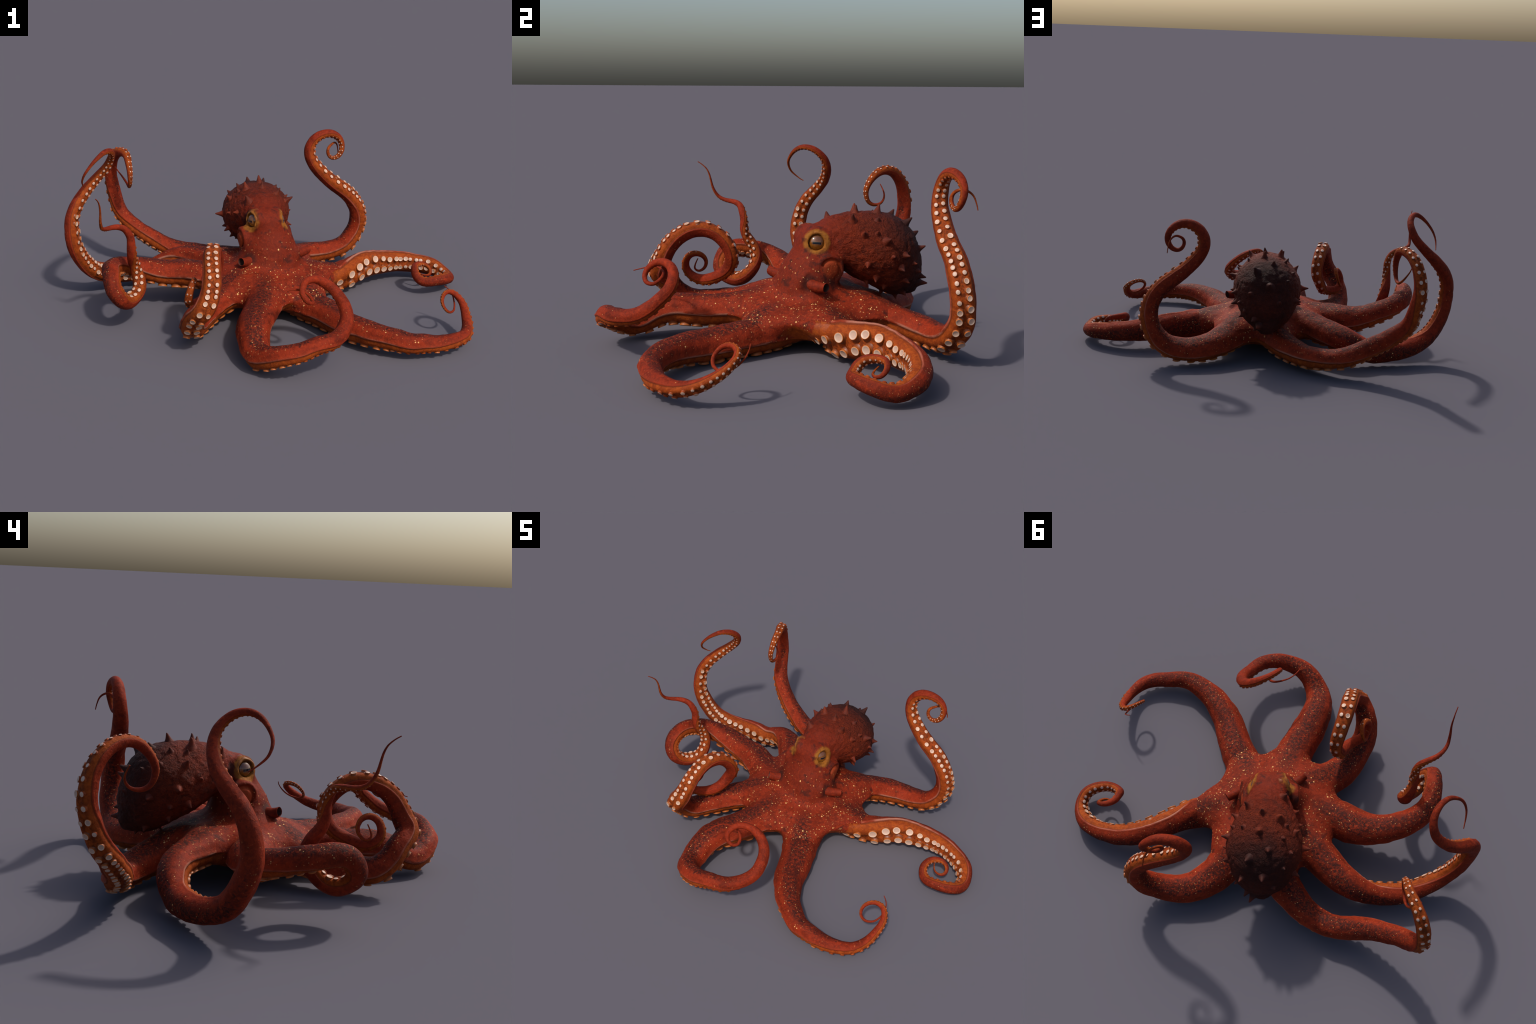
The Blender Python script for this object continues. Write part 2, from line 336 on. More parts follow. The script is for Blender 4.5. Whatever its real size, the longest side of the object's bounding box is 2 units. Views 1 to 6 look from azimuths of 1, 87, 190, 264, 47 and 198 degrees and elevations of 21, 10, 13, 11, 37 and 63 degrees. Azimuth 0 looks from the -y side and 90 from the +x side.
# ------------------------------------------------------------------ materials
class Nodes:
    """Thin helper for writing node graphs."""

    def __init__(self, name):
        self.mat = bpy.data.materials.new(name)
        self.mat.use_nodes = True
        self.t = self.mat.node_tree
        self.bsdf = self.t.nodes["Principled BSDF"]

    def node(self, kind, inputs=(), out=0, **props):
        n = self.t.nodes.new(kind)
        for k, v in props.items():
            setattr(n, k, v)
        for k, v in dict(inputs).items():
            self.plug(n.inputs[k], v)
        return n.outputs[out]

    def plug(self, socket, v):
        if isinstance(v, bpy.types.NodeSocket):
            self.t.links.new(v, socket)
        elif isinstance(v, tuple) and len(v) == 3 and socket.type == "RGBA":
            socket.default_value = (*v, 1)
        else:
            socket.default_value = v

    def math(self, op, a, b=0.0, c=0.0, clamp=False):
        return self.node("ShaderNodeMath", {0: a, 1: b, 2: c}, operation=op, use_clamp=clamp)

    def ramp(self, x, lo, hi, smooth=True):
        return self.node("ShaderNodeMapRange", {0: x, 1: lo, 2: hi, 3: 0.0, 4: 1.0}, interpolation_type="SMOOTHSTEP" if smooth else "LINEAR", clamp=True)

    def mix(self, fac, a, b, mode="MIX"):
        n = self.t.nodes.new("ShaderNodeMix")
        n.data_type, n.blend_type = "RGBA", mode
        self.plug(n.inputs[0], fac)
        self.plug(n.inputs[6], a)
        self.plug(n.inputs[7], b)
        return n.outputs[2]

    def noise(self, vec, scale, detail=3.0, rough=0.55, distort=0.0):
        return self.node("ShaderNodeTexNoise", {"Vector": vec, "Scale": scale, "Detail": detail, "Roughness": rough, "Distortion": distort})

    def coords(self, which="Object"):
        return self.t.nodes.new("ShaderNodeTexCoord").outputs[which]

    def stretch(self, vec, scale):
        return self.node("ShaderNodeMapping", {"Vector": vec, "Scale": scale})

    def split(self, vec):
        n = self.t.nodes.new("ShaderNodeSeparateXYZ")
        self.t.links.new(vec, n.inputs[0])
        return n.outputs

    def finish(self, color, rough=0.5, height=None, bump=0.3, distance=0.004, **more):
        self.plug(self.bsdf.inputs["Base Color"], color)
        self.plug(self.bsdf.inputs["Roughness"], rough)
        for k, v in more.items():
            self.plug(self.bsdf.inputs[k.replace("_", " ")], v)
        if height is not None:
            b = self.node("ShaderNodeBump", {"Strength": bump, "Distance": distance, "Height": height})
            self.t.links.new(b, self.bsdf.inputs["Normal"])
        return self.mat


RED, BRICK, SLATE, SOOT = (.214, .0215, .0065), (.098, .0112, .0045), (.0235, .0090, .0072), (.0135, .0066, .0060)
ORANGE, AMBER, UMBER, CREAM = (.275, .052, .0075), (.34, .085, .011), (.070, .015, .004), (.66, .36, .13)


def speckles(n, p, scale, size, keep):
    """Small cream flecks: a random share of Voronoi cells carries one."""
    v = n.t.nodes.new("ShaderNodeTexVoronoi")
    n.plug(v.inputs["Vector"], p)
    v.inputs["Scale"].default_value = scale
    v.inputs["Randomness"].default_value = 1.0
    c = n.split(v.outputs["Color"])
    radius = n.math("MULTIPLY_ADD", c[1], size * 0.75, size * 0.25)
    spot = n.math("SUBTRACT", 1.0, n.ramp(n.math("DIVIDE", v.outputs["Distance"], radius), 0.6, 1.15))
    return n.math("MULTIPLY", spot, n.math("LESS_THAN", c[0], keep))


def skin_layers(n, p):
    """Mottled red skin colour and its fine relief height, from object-space noise."""
    big = n.noise(p, 5.0, 4.0, 0.6)
    mid = n.noise(p, 24.0, 5.0, 0.62, 0.4)
    fine = n.noise(p, 90.0, 4.0, 0.65, 0.6)
    col = n.mix(n.ramp(n.math("MULTIPLY_ADD", mid, 0.6, n.math("MULTIPLY", big, 0.55)), 0.40, 0.70), BRICK, RED)
    col = n.mix(n.math("MULTIPLY", n.ramp(fine, 0.52, 0.74), 0.50), col, (.32, .042, .0105))
    col = n.mix(n.math("MULTIPLY", n.ramp(fine, 0.50, 0.30), 0.55), col, (.060, .010, .006))
    height = n.math("MULTIPLY_ADD", mid, 0.8, fine)
    return col, big, mid, fine, height


def dark_band(n, mask, big, mid):
    """Broken, soft-edged dark band where the mask is high."""
    w = n.math("ADD", n.math("MULTIPLY_ADD", mid, 1.5, -0.75), n.math("MULTIPLY_ADD", big, 0.9, -0.45))
    return n.math("MULTIPLY", n.ramp(n.math("ADD", mask, w), 0.38, 1.00), 0.95)


def crown_material():
    n = Nodes("mottled_skin")
    p = n.coords()
    col, big, mid, fine, height = skin_layers(n, p)
    x, y, z = n.split(p)[:3]
    # dark streaks running out over each arm root
    hx, hy = n.math("SUBTRACT", x, float(HUB[0])), n.math("SUBTRACT", y, float(HUB[1]))
    stripe = None
    for arm in ARMS:
        c, t, o, l, r = arm.at(np.array([0.20, 0.34]))
        a0 = c[0][:2] - HUB[:2]
        dx, dy = unit(c[1][:2] - c[0][:2])
        off = float(a0[1] * dx - a0[0] * dy)
        across = n.math("ABSOLUTE", n.math("SUBTRACT", n.math("SUBTRACT", n.math("MULTIPLY", hy, float(dx)), n.math("MULTIPLY", hx, float(dy))), off))
        out = n.math("ADD", n.math("MULTIPLY", hx, float(dx)), n.math("MULTIPLY", hy, float(dy)))
        m = n.math("MULTIPLY", n.ramp(across, 0.110, 0.0), n.ramp(out, 0.04, 0.30))
        stripe = m if stripe is None else n.math("MAXIMUM", stripe, m)
    dark = n.math("MULTIPLY", dark_band(n, stripe, big, mid), n.ramp(fine, 0.72, 0.36))
    dark = n.math("MAXIMUM", dark, n.math("MULTIPLY", n.ramp(n.math("ADD", n.math("MULTIPLY", mid, 0.6), n.math("MULTIPLY", big, 0.5)), 0.56, 0.70), 0.75))
    col = n.mix(dark, col, SLATE)
    fleck = n.math("MAXIMUM", speckles(n, n.stretch(p, (1.0, 1.0, .8)), 58.0, 0.29, 0.55), speckles(n, p, 112.0, 0.30, 0.45))
    where = n.math("MULTIPLY", n.ramp(z, 0.40, 0.26), n.ramp(n.noise(p, 13.0, 2.0), 0.36, 0.58))
    col = n.mix(n.math("MULTIPLY", fleck, where), col, CREAM)
    nz = n.split(n.t.nodes.new("ShaderNodeNewGeometry").outputs["Normal"])[2]
    col = n.mix(n.ramp(nz, -0.25, -0.65), col, oral_color(n, p)[0])
    return n.finish(col, 0.65, height, 0.40, 0.006, Specular_IOR_Level=0.07)


def head_material():
    n = Nodes("face_skin")
    p = n.coords()
    col, big, mid, fine, height = skin_layers(n, p)
    col = n.mix(0.35, col, BRICK)
    dark = n.ramp(n.math("ADD", n.math("MULTIPLY", mid, 0.65), n.math("MULTIPLY", big, 0.45)), 0.52, 0.66)
    col = n.mix(n.math("MULTIPLY", dark, 0.8), col, SLATE)
    z = n.split(p)[2]
    fleck = n.math("MAXIMUM", speckles(n, n.stretch(p, (1.0, 1.0, .7)), 55.0, 0.26, 0.32), speckles(n, p, 95.0, 0.28, 0.28))
    col = n.mix(n.math("MULTIPLY", fleck, n.ramp(z, 0.42, 0.30)), col, CREAM)
    for c, nr in GILLS_R:
        d = n.node("ShaderNodeVectorMath", {0: p, 1: tuple(c)}, out=1, operation="DISTANCE")
        col = n.mix(n.math("MULTIPLY", n.ramp(d, 0.058, 0.036), 0.6), col, (.30, .045, .012))
    for c, nr in EYES:
        d = n.node("ShaderNodeVectorMath", {0: p, 1: tuple(c - nr * .006)}, out=1, operation="DISTANCE")
        w = n.math("MULTIPLY_ADD", mid, 0.016, d)
        col = n.mix(n.ramp(w, 0.070, 0.057), col, n.mix(n.ramp(mid, 0.4, 0.65), (.24, .085, .013), (.13, .038, .008)))
    for c, e in SIPHONS:
        d = n.node("ShaderNodeVectorMath", {0: p, 1: tuple(c)}, out=1, operation="DISTANCE")
        col = n.mix(n.math("MULTIPLY", n.ramp(d, 0.052, 0.030), 0.75), col, SLATE)
    return n.finish(col, 0.65, height, 0.45, 0.006, Specular_IOR_Level=0.07)


def mantle_layers(n, p):
    x, y, z = n.split(p)[:3]
    big = n.noise(p, 6.0, 4.0, 0.6)
    mid = n.noise(p, 30.0, 6.0, 0.65, 0.8)
    fine = n.noise(p, 130.0, 4.0, 0.6, 0.5)
    folds = n.noise(n.stretch(p, (1.0, 1.0, 1.3)), 88.0, 5.0, 0.6, 1.6)
    col = n.mix(n.ramp(mid, 0.34, 0.64), (.070, .0115, .0058), (.180, .0215, .0060))
    col = n.mix(n.math("MULTIPLY", n.ramp(folds, 0.50, 0.68), 0.60), col, (.235, .037, .009))
    col = n.mix(n.math("MULTIPLY", n.ramp(folds, 0.48, 0.34), 0.45), col, (.045, .010, .006))
    rear = n.math("ADD", n.ramp(y, 0.30, 0.66), n.math("MULTIPLY", n.ramp(z, 0.34, 0.56), 0.50))  # mask that darkens the mantle toward its back and top
    dark = n.ramp(n.math("ADD", rear, n.math("MULTIPLY_ADD", mid, 2.0, n.math("MULTIPLY", big, 1.0))), 1.62, 2.85)
    col = n.mix(n.math("MULTIPLY", dark, 0.88), col, SOOT)
    col = n.mix(n.math("MULTIPLY", n.ramp(fine, 0.46, 0.32), 0.4), col, (.030, .009, .007))
    return col, mid, folds, fine


def mantle_material():
    n = Nodes("warty_mantle_skin")
    p = n.coords()
    col, mid, folds, fine = mantle_layers(n, p)
    face, fbig, fmid, ffine, fheight = skin_layers(n, p)
    face = n.mix(n.math("MULTIPLY", n.ramp(n.math("ADD", n.math("MULTIPLY", fmid, 0.65), n.math("MULTIPLY", fbig, 0.45)), 0.52, 0.66), 0.8), n.mix(0.35, face, BRICK), SLATE)
    y = n.split(p)[1]
    back = n.ramp(n.math("MULTIPLY_ADD", mid, 0.14, y), 0.25, 0.46)
    col = n.mix(back, face, col)
    wrinkle = n.node("ShaderNodeTexVoronoi", {"Vector": n.mix(0.035, p, n.node("ShaderNodeTexNoise", {"Vector": p, "Scale": 40.0, "Detail": 3.0}, out=1)), "Scale": 105.0}, out=0, feature="SMOOTH_F1")
    height = n.math("ADD", n.math("MULTIPLY", wrinkle, 0.8), n.math("MULTIPLY_ADD", n.math("MULTIPLY_ADD", mid, 1.6, folds), 1.1, n.math("MULTIPLY", fine, 0.4)))
    height = n.math("MULTIPLY", height, n.math("MULTIPLY_ADD", back, 0.8, 0.2))
    return n.finish(col, 0.65, height, 0.85, 0.008, Specular_IOR_Level=0.08)


def oral_color(n, p):
    mid = n.noise(p, 45.0, 4.0, 0.6, 0.5)
    fine = n.noise(p, 150.0, 3.0, 0.6)
    c = n.mix(n.ramp(mid, 0.34, 0.66), (.19, .031, .006), ORANGE)
    return n.mix(n.math("MULTIPLY", n.ramp(fine, 0.46, 0.30), 0.5), c, UMBER), mid, fine


def oral_material():
    n = Nodes("orange_underside_skin")
    col, mid, fine = oral_color(n, n.coords())
    return n.finish(col, 0.5, n.math("ADD", mid, fine), 0.3, 0.004, Specular_IOR_Level=0.14)


def arm_material():
    """Generated coordinates are the arm at rest, lying straight: x along, y across, z dorsal."""
    n = Nodes("arm_skin")
    p = n.coords()
    g = n.split(n.coords("Generated"))
    un = lambda s: n.math("MULTIPLY_ADD", s, 4.0, -2.0)
    along, across, up = un(g[0]), n.math("ABSOLUTE", un(g[1])), un(g[2])
    rest = n.node("ShaderNodeVectorMath", {0: n.coords("Generated"), 1: (4.0, 4.0, 4.0)}, operation="MULTIPLY")
    col, big, mid, fine, height = skin_layers(n, p)
    # broad dark band along the back
    spine = n.ramp(n.math("SUBTRACT", up, n.math("MULTIPLY", across, 0.30)), 0.10, 0.92)
    spine = n.math("MULTIPLY", spine, n.math("MULTIPLY", n.ramp(along, 0.05, 0.34), n.ramp(along, 1.70, 0.90)))
    col = n.mix(n.math("MULTIPLY", dark_band(n, spine, big, mid), n.ramp(fine, 0.72, 0.36)), col, SLATE)
    # tips and flanks run more orange
    side = n.math("MULTIPLY", n.ramp(up, 0.35, -0.1), 0.30)
    col = n.mix(side, col, (.26, .034, .0105))
    fleck = n.math("MAXIMUM", speckles(n, p, 62.0, 0.22, 0.42), speckles(n, p, 112.0, 0.26, 0.34))
    where = n.math("MULTIPLY", n.ramp(up, 0.05, 0.35), n.math("MULTIPLY", n.ramp(along, 1.55, 0.75), n.ramp(n.noise(p, 11.0, 2.0), 0.34, 0.60)))
    col = n.mix(n.math("MULTIPLY", fleck, where), col, CREAM)
    # pale worn ridge along both flanks, with a dark line below
    lip = n.math("MULTIPLY", n.ramp(up, -0.28, -0.20), n.ramp(up, -0.02, -0.14))
    worn = n.math("MULTIPLY", n.ramp(n.noise(n.stretch(rest, (3.0, 1.0, 1.0)), 2.2, 3.0, 0.6), 0.40, 0.56), n.ramp(along, 1.2, 0.6))
    col = n.mix(n.math("MULTIPLY", n.math("MULTIPLY", lip, worn), 0.65), col, (.38, .17, .115))
    oc, om, of = oral_color(n, p)
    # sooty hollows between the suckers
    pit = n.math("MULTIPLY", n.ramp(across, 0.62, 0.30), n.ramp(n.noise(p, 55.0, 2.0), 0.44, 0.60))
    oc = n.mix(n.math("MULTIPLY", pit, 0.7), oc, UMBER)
    oral = n.ramp(up, -0.21, -0.25)
    col = n.mix(oral, col, oc)
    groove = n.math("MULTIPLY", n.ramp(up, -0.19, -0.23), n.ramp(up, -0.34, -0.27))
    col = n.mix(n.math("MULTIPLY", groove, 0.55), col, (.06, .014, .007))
    return n.finish(col, 0.65, height, 0.45, 0.006, Specular_IOR_Level=0.07)


def sucker_materials():
    n = Nodes("sucker_stalk_skin")
    p = n.coords()
    z = n.split(p)[2]
    col = n.mix(n.ramp(z, -0.25, 0.45), (.14, .030, .006), AMBER)
    stalk = n.finish(col, 0.45, Specular_IOR_Level=0.4)
    n = Nodes("sucker_cup_skin")
    p = n.coords()
    x, y, z = n.split(p)[:3]
    rad = n.node("ShaderNodeVectorMath", {0: n.stretch(p, (1.0, 1.0, 0.0))}, out=1, operation="LENGTH")
    rnd = n.node("ShaderNodeObjectInfo", out="Random")
    cup = n.mix(rnd, (.36, .225, .165), (.47, .315, .24))
    col = n.mix(n.ramp(rad, 0.60, 0.84), cup, (.52, .37, .285))
    col = n.mix(n.ramp(rad, 0.88, 0.97), col, (.46, .15, .04))
    col = n.mix(n.ramp(rad, 0.16, 0.05), col, (.45, .24, .19))
    return stalk, n.finish(col, 0.45, Specular_IOR_Level=0.4)


def small_cup_material():
    n = Nodes("pale_cup_skin")
    return n.finish((.47, .315, .24), 0.45, Specular_IOR_Level=0.4)


def lid_material():
    n = Nodes("ochre_eyelid_skin")
    p = n.coords()
    mid = n.noise(p, 45.0, 4.0, 0.6)
    col = n.mix(n.ramp(mid, 0.36, 0.66), (.26, .092, .013), (.13, .038, .008))
    r = n.node("ShaderNodeVectorMath", {0: n.stretch(p, (1.0, 1.0, 0.0))}, out=1, operation="LENGTH")
    col = n.mix(n.math("MULTIPLY", n.ramp(r, 0.0445, 0.040), 0.9), col, (.025, .010, .006))
    col = n.mix(n.math("MULTIPLY", n.ramp(r, 0.052, 0.061), 0.75), col, (.16, .026, .006))
    return n.finish(col, 0.5, mid, 0.3, 0.004, Specular_IOR_Level=0.2)


def eye_material():
    """Local frame of the eyeball: z looks out, x runs along the slit."""
    n = Nodes("brown_eye")
    p = n.coords()
    x, y, z = n.split(p)[:3]
    grain = n.noise(p, 4.0, 4.0)
    col = n.mix(n.ramp(y, -0.5, 0.65), (.20, .066, .006), (.105, .036, .012))  # upper half tinted greyer: sky reflection baked into the iris colour
    col = n.mix(n.math("MULTIPLY", n.ramp(grain, 0.4, 0.7), 0.4), col, (.05, .016, .005))
    rad = n.node("ShaderNodeVectorMath", {0: n.stretch(p, (1.0, 1.0, 0.0))}, out=1, operation="LENGTH")
    col = n.mix(n.ramp(rad, 0.74, 0.92), col, (.030, .012, .005))
    ax, ay = n.math("ABSOLUTE", n.math("ADD", x, 0.0)), n.math("ABSOLUTE", n.math("ADD", y, 0.06))
    halo = n.math("MULTIPLY", n.ramp(ax, 0.50, 0.45), n.ramp(ay, 0.165, 0.135))
    slit = n.math("MULTIPLY", n.ramp(ax, 0.46, 0.43), n.ramp(ay, 0.130, 0.105))
    col = n.mix(n.math("MULTIPLY", halo, 0.5), col, (.10, .07, .05))
    col = n.mix(slit, col, (.003, .005, .009))
    return n.finish(col, 0.12, Coat_Weight=0.6, Coat_Roughness=0.05)


def spike_material():
    n = Nodes("papilla_skin")
    col, mid, folds, fine = mantle_layers(n, n.t.nodes.new("ShaderNodeNewGeometry").outputs["Position"])
    z = n.split(n.coords())[2]
    rnd = n.node("ShaderNodeObjectInfo", out="Random")
    tip = n.mix(rnd, (.13, .020, .007), (.030, .011, .009))
    col = n.mix(n.math("MULTIPLY", n.ramp(z, 0.15, 0.7), 0.65), col, tip)
    return n.finish(col, 0.6, folds, 0.4, 0.005, Specular_IOR_Level=0.12)


def siphon_materials():
    n = Nodes("siphon_skin")
    p = n.coords()
    col, big, mid, fine, height = skin_layers(n, p)
    col = n.mix(n.math("MULTIPLY", n.ramp(mid, 0.45, 0.65), 0.55), col, SLATE)
    outer = n.finish(col, 0.6, height, 0.35, 0.005, Specular_IOR_Level=0.06)
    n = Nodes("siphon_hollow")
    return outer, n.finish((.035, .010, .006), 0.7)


# ------------------------------------------------------------------ building blocks
def link(obj, parent=None):
    bpy.context.scene.collection.objects.link(obj)
    if parent is not None:
        obj.parent = parent
    return obj


def mesh_from(name, verts, faces, materials, slots=None, smooth=True):
    m = bpy.data.meshes.new(name)
    verts = np.asarray(verts, np.float32)
    faces = [tuple(int(i) for i in f) for f in faces] if not isinstance(faces, np.ndarray) else faces.tolist()
    m.from_pydata(verts.tolist(), [], faces)
    for mt in materials:
        m.materials.append(mt)
    if slots is not None:
        m.polygons.foreach_set("material_index", np.asarray(slots, np.int32))
    m.polygons.foreach_set("use_smooth", np.full(len(m.polygons), smooth))
    m.update()
    return m


def lathe(profile, around):
    """Quads of a surface of revolution about z; the first and last profile points may lie on the axis."""
    verts, faces, band = [], [], []
    rows = []
    for r, z in profile:
        if r < 1e-6:
            rows.append([len(verts)] * around)
            verts.append((0, 0, z))
        else:
            rows.append(list(range(len(verts), len(verts) + around)))
            verts += [(r * math.cos(math.tau * k / around), r * math.sin(math.tau * k / around), z) for k in range(around)]
    for i in range(len(rows) - 1):
        for k in range(around):
            j = (k + 1) % around
            f = [rows[i][k], rows[i][j], rows[i + 1][j], rows[i + 1][k]]
            f = list(dict.fromkeys(f))
            faces.append(f)
            band.append(i)
    return np.array(verts), faces, np.array(band)


def basis(z_axis, x_hint, origin, scale=(1, 1, 1)):
    z = Vector(z_axis).normalized()
    x = Vector(x_hint)
    x = (x - x.dot(z) * z).normalized()
    y = z.cross(x)
    return Matrix.Translation(Vector(origin)) @ Matrix((x, y, z)).transposed().to_4x4() @ Matrix.Diagonal((*scale, 1))


# ------------------------------------------------------------------ the animal
ARMS = [Arm(pose) for pose in ARM_POSES]
GILLS_R = [(c, n) for c, n, _ in GILLS]

octopus = bpy.data.objects.new("octopus", None)
octopus.empty_display_size = 0.2
octopus["label"] = "rust-red octopus with warty mantle and eight curling suckered arms"
octopus["category"] = "octopus"
link(octopus)

crown_skin, head_skin, mantle_skin, under_skin = crown_material(), head_material(), mantle_material(), oral_material()

# --- body: one smooth blended skin, then split into crown, head and mantle
STEP = 0.0055
LOW, HIGH = np.array([-.50, -.36, .02]), np.array([.52, .72, .58])
shape = tuple(((HIGH - LOW) / STEP).astype(int) + 1)
axes = [LOW[i] + STEP * np.arange(shape[i]) for i in range(3)]
field = np.empty(shape, np.float32)
for i0 in range(0, shape[0], 16):
    gx, gy, gz = np.meshgrid(axes[0][i0 : i0 + 16], axes[1], axes[2], indexing="ij")
    pts = np.stack([gx.ravel(), gy.ravel(), gz.ravel()], -1)
    # a coarse bound first: most of the box is empty
    rough = np.minimum(np.abs(pts - [-.03, .42, .36]).max(1) - .27, np.where(pts[:, 2] < .30, np.hypot(pts[:, 0] - HUB[0], pts[:, 1] - HUB[1]) - .48, 1))
    rough = np.minimum(rough, np.hypot(pts[:, 0] - .03, pts[:, 1] - .14) - .24)
    val = np.full(len(pts), 0.1)
    near = rough < 0
    val[near] = body_field(pts[near], ARMS)
    field[i0 : i0 + 16] = val.reshape(gx.shape)
verts, faces = surface_nets(field.ravel(), LOW, STEP, shape)
verts = relax(verts, faces, 3)
nrm = vertex_normals(verts, faces)
dm, dh = mantle_field(verts), head_field(verts)
on_mantle = np.clip(1 - np.abs(dm) / 0.02, 0, 1)
verts = verts + nrm * (on_mantle * (lattice_noise(verts, 50, 1) * .0020 + lattice_noise(verts, 95, 2) * .0018))[:, None]
verts = verts + nrm * (lattice_noise(verts, 22, 3) * .0016 + lattice_noise(verts, 60, 4) * .0008)[:, None]
# a few low papillae on the brow of the crown
for bx, by in ((.047, .080), (.000, .035), (.150, .055), (.125, -.065), (.090, .020), (-.020, -.060), (.060, -.020)):
    near = np.exp(-((verts[:, 0] - bx) ** 2 + (verts[:, 1] - by) ** 2) / .011**2) * (verts[:, 2] > .15) * (verts[:, 2] < .33)
    verts = verts + nrm * (near * .007)[:, None]
nrm = vertex_normals(verts, faces)

fc = verts[faces].mean(1)
fm, fh = mantle_field(fc), head_field(fc)
fcrown, coords = np.full(len(fc), .2), None
low = fc[:, 2] < .30
dcr, per_arm = crown_field(fc[low], ARMS, want=True)
fcrown[low] = dcr
stack = np.stack([f[0] for f in per_arm])
pick = stack.argmin(0)
take = lambda k: np.stack([f[k] for f in per_arm])[pick, np.arange(len(pick))]
arm_s, arm_d, arm_gap = take(1), take(3), stack.min(0)
under = np.zeros(len(fc), bool)
under[low] = (arm_d < -0.22) & (arm_s > 0.12) & (arm_gap < .02)
region = np.where((fm < fh) & (fm < fcrown), 2, np.where(fh < fcrown, 1, 0))


def body_part(name, keep, material, parent, slots=None):
    used, inv = np.unique(faces[keep], return_inverse=True)
    m = mesh_from(name, verts[used], inv.reshape(-1, 4), [material, under_skin], None if slots is None else slots[keep])
    m.normals_split_custom_set_from_vertices([tuple(v) for v in nrm[used]])
    return link(bpy.data.objects.new(name, m), parent)


crown = body_part("arm_crown", region == 0, crown_skin, octopus, under.astype(int))
head = body_part("head", region == 1, head_skin, octopus)
mantle = body_part("mantle", region == 2, mantle_skin, octopus)

# --- warts on the mantle: curved thorns with a flared foot
THORNS = [
    (.067, .319, .520, 3), (.116, .364, .468, 2), (.125, .459, .442, 3), (.062, .426, .522, 1.5), (.118, .381, .343, 2), (.129, .487, .376, 1.5),
    (.103, .526, .323, 2), (.040, .464, .233, 1.5), (.073, .583, .338, 1.5), (-.011, .633, .267, 2), (-.042, .460, .185, 1.5), (-.036, .526, .177, 1.5),
    (-.005, .340, .549, 2), (-.086, .346, .538, 3), (-.067, .230, .508, 3), (-.125, .365, .520, 1.5), (-.019, .436, .548, 3), (-.169, .367, .481, 2),
    (-.080, .505, .527, 2), (-.005, .557, .500, 3), (-.176, .471, .480, 1.5), (-.161, .540, .455, 1.5), (.012, .615, .393, 2), (-.080, .600, .438, 3),
    (-.039, .629, .235, 3), (.108, .542, .378, 2), (.056, .624, .296, 1.5), (-.136, .253, .442, 1.5), (-.174, .304, .423, 1.5), (-.212, .397, .388, 3),
    (.073, .556, .259, 1.5), (-.134, .605, .358, 1.5), (-.150, .440, .270, 1.5), (-.170, .360, .330, 2), (-.120, .520, .240, 1.5), (-.185, .505, .350, 2),
    (-.085, .560, .200, 1.5), (.000, .560, .185, 1.5), (.095, .420, .270, 2), (-.185, .430, .320, 1.5), (.030, .390, .255, 1.5), (.125, .420, .480, 1.5), (-.130, .430, .530, 1.5)]
tv, tf, _ = lathe([(1.75, -.34), (1.42, -.08), (1.12, .08), (.86, .23), (.66, .42), (.48, .62), (.34, .80), (.22, .92), (.11, .985), (0, 1.0)], 20)
tv[:, 0] += 0.10 * np.maximum(tv[:, 2], 0) ** 2 * 1.6
tv *= (.5, .5, 1.0)
thorn_mesh = mesh_from("spike", tv, tf, [spike_material()])
for x, y, z, big in THORNS:
    p = np.array([[x, y, z]])
    e = 1e-3
    grad = lambda q: unit(np.array([mantle_field(q + e * d)[0] - mantle_field(q - e * d)[0] for d in np.eye(3)]))
    for _ in range(4):
        p = p - grad(p) * mantle_field(p)[0]
    n = grad(p)
    high = {1.5: .020, 2: .030, 3: .041}[big] * random.uniform(.88, 1.12)
    wide = {1.5: .022, 2: .028, 3: .035}[big] * random.uniform(.9, 1.1)
    lean = unit(n + 0.18 * np.array([random.uniform(-1, 1), random.uniform(-.4, 1), random.uniform(-.2, 1)]))
    o = link(bpy.data.objects.new("spike", thorn_mesh), mantle)
    o.matrix_local = basis(lean, BACK * .4 + np.array([0, 0, 1.0]) + .3 * rng.normal(size=3), p[0] - n * .001, (wide, wide, high))

# --- eyes
ev, ef, _ = lathe([(0, -1)] + [(math.sin(a), -math.cos(a)) for a in np.linspace(0, math.pi, 26)[1:-1]] + [(0, 1)], 40)
eye_mesh = mesh_from("eye", ev, ef, [eye_material()])
for c, n in EYES:
    o = link(bpy.data.objects.new("eye", eye_mesh), head)
    o.matrix_local = basis(n, np.cross([0, 0, 1.0], n) + (0, 0, -.10 if n[0] > 0 else .10), c - n * .0315, (.040, .040, .040))

# --- puckered lid around each eye
lv, lf, _ = lathe([(.044, -.046), (.058, -.050), (.065, -.043), (.0630, -.028), (.0595, -.016), (.0560, -.006), (.0520, .0005), (.0475, .0025), (.0435, .0005), (.0408, -.004), (.0400, -.011), (.042, -.022)], 48)
la = np.arctan2(lv[:, 1], lv[:, 0])
lv[:, :2] *= (1 + .020 * np.sin(5 * la + 1) + .012 * np.sin(9 * la))[:, None]
lv[:, 2] += .0012 * np.sin(7 * la + 2)
lid_mesh = mesh_from("eyelid", lv, lf, [lid_material()])
for c, n in EYES:
    o = link(bpy.data.objects.new("eyelid", lid_mesh), head)
    o.matrix_local = basis(n, (0, 0, 1.0), c - n * .001, (.87, .87, .87))

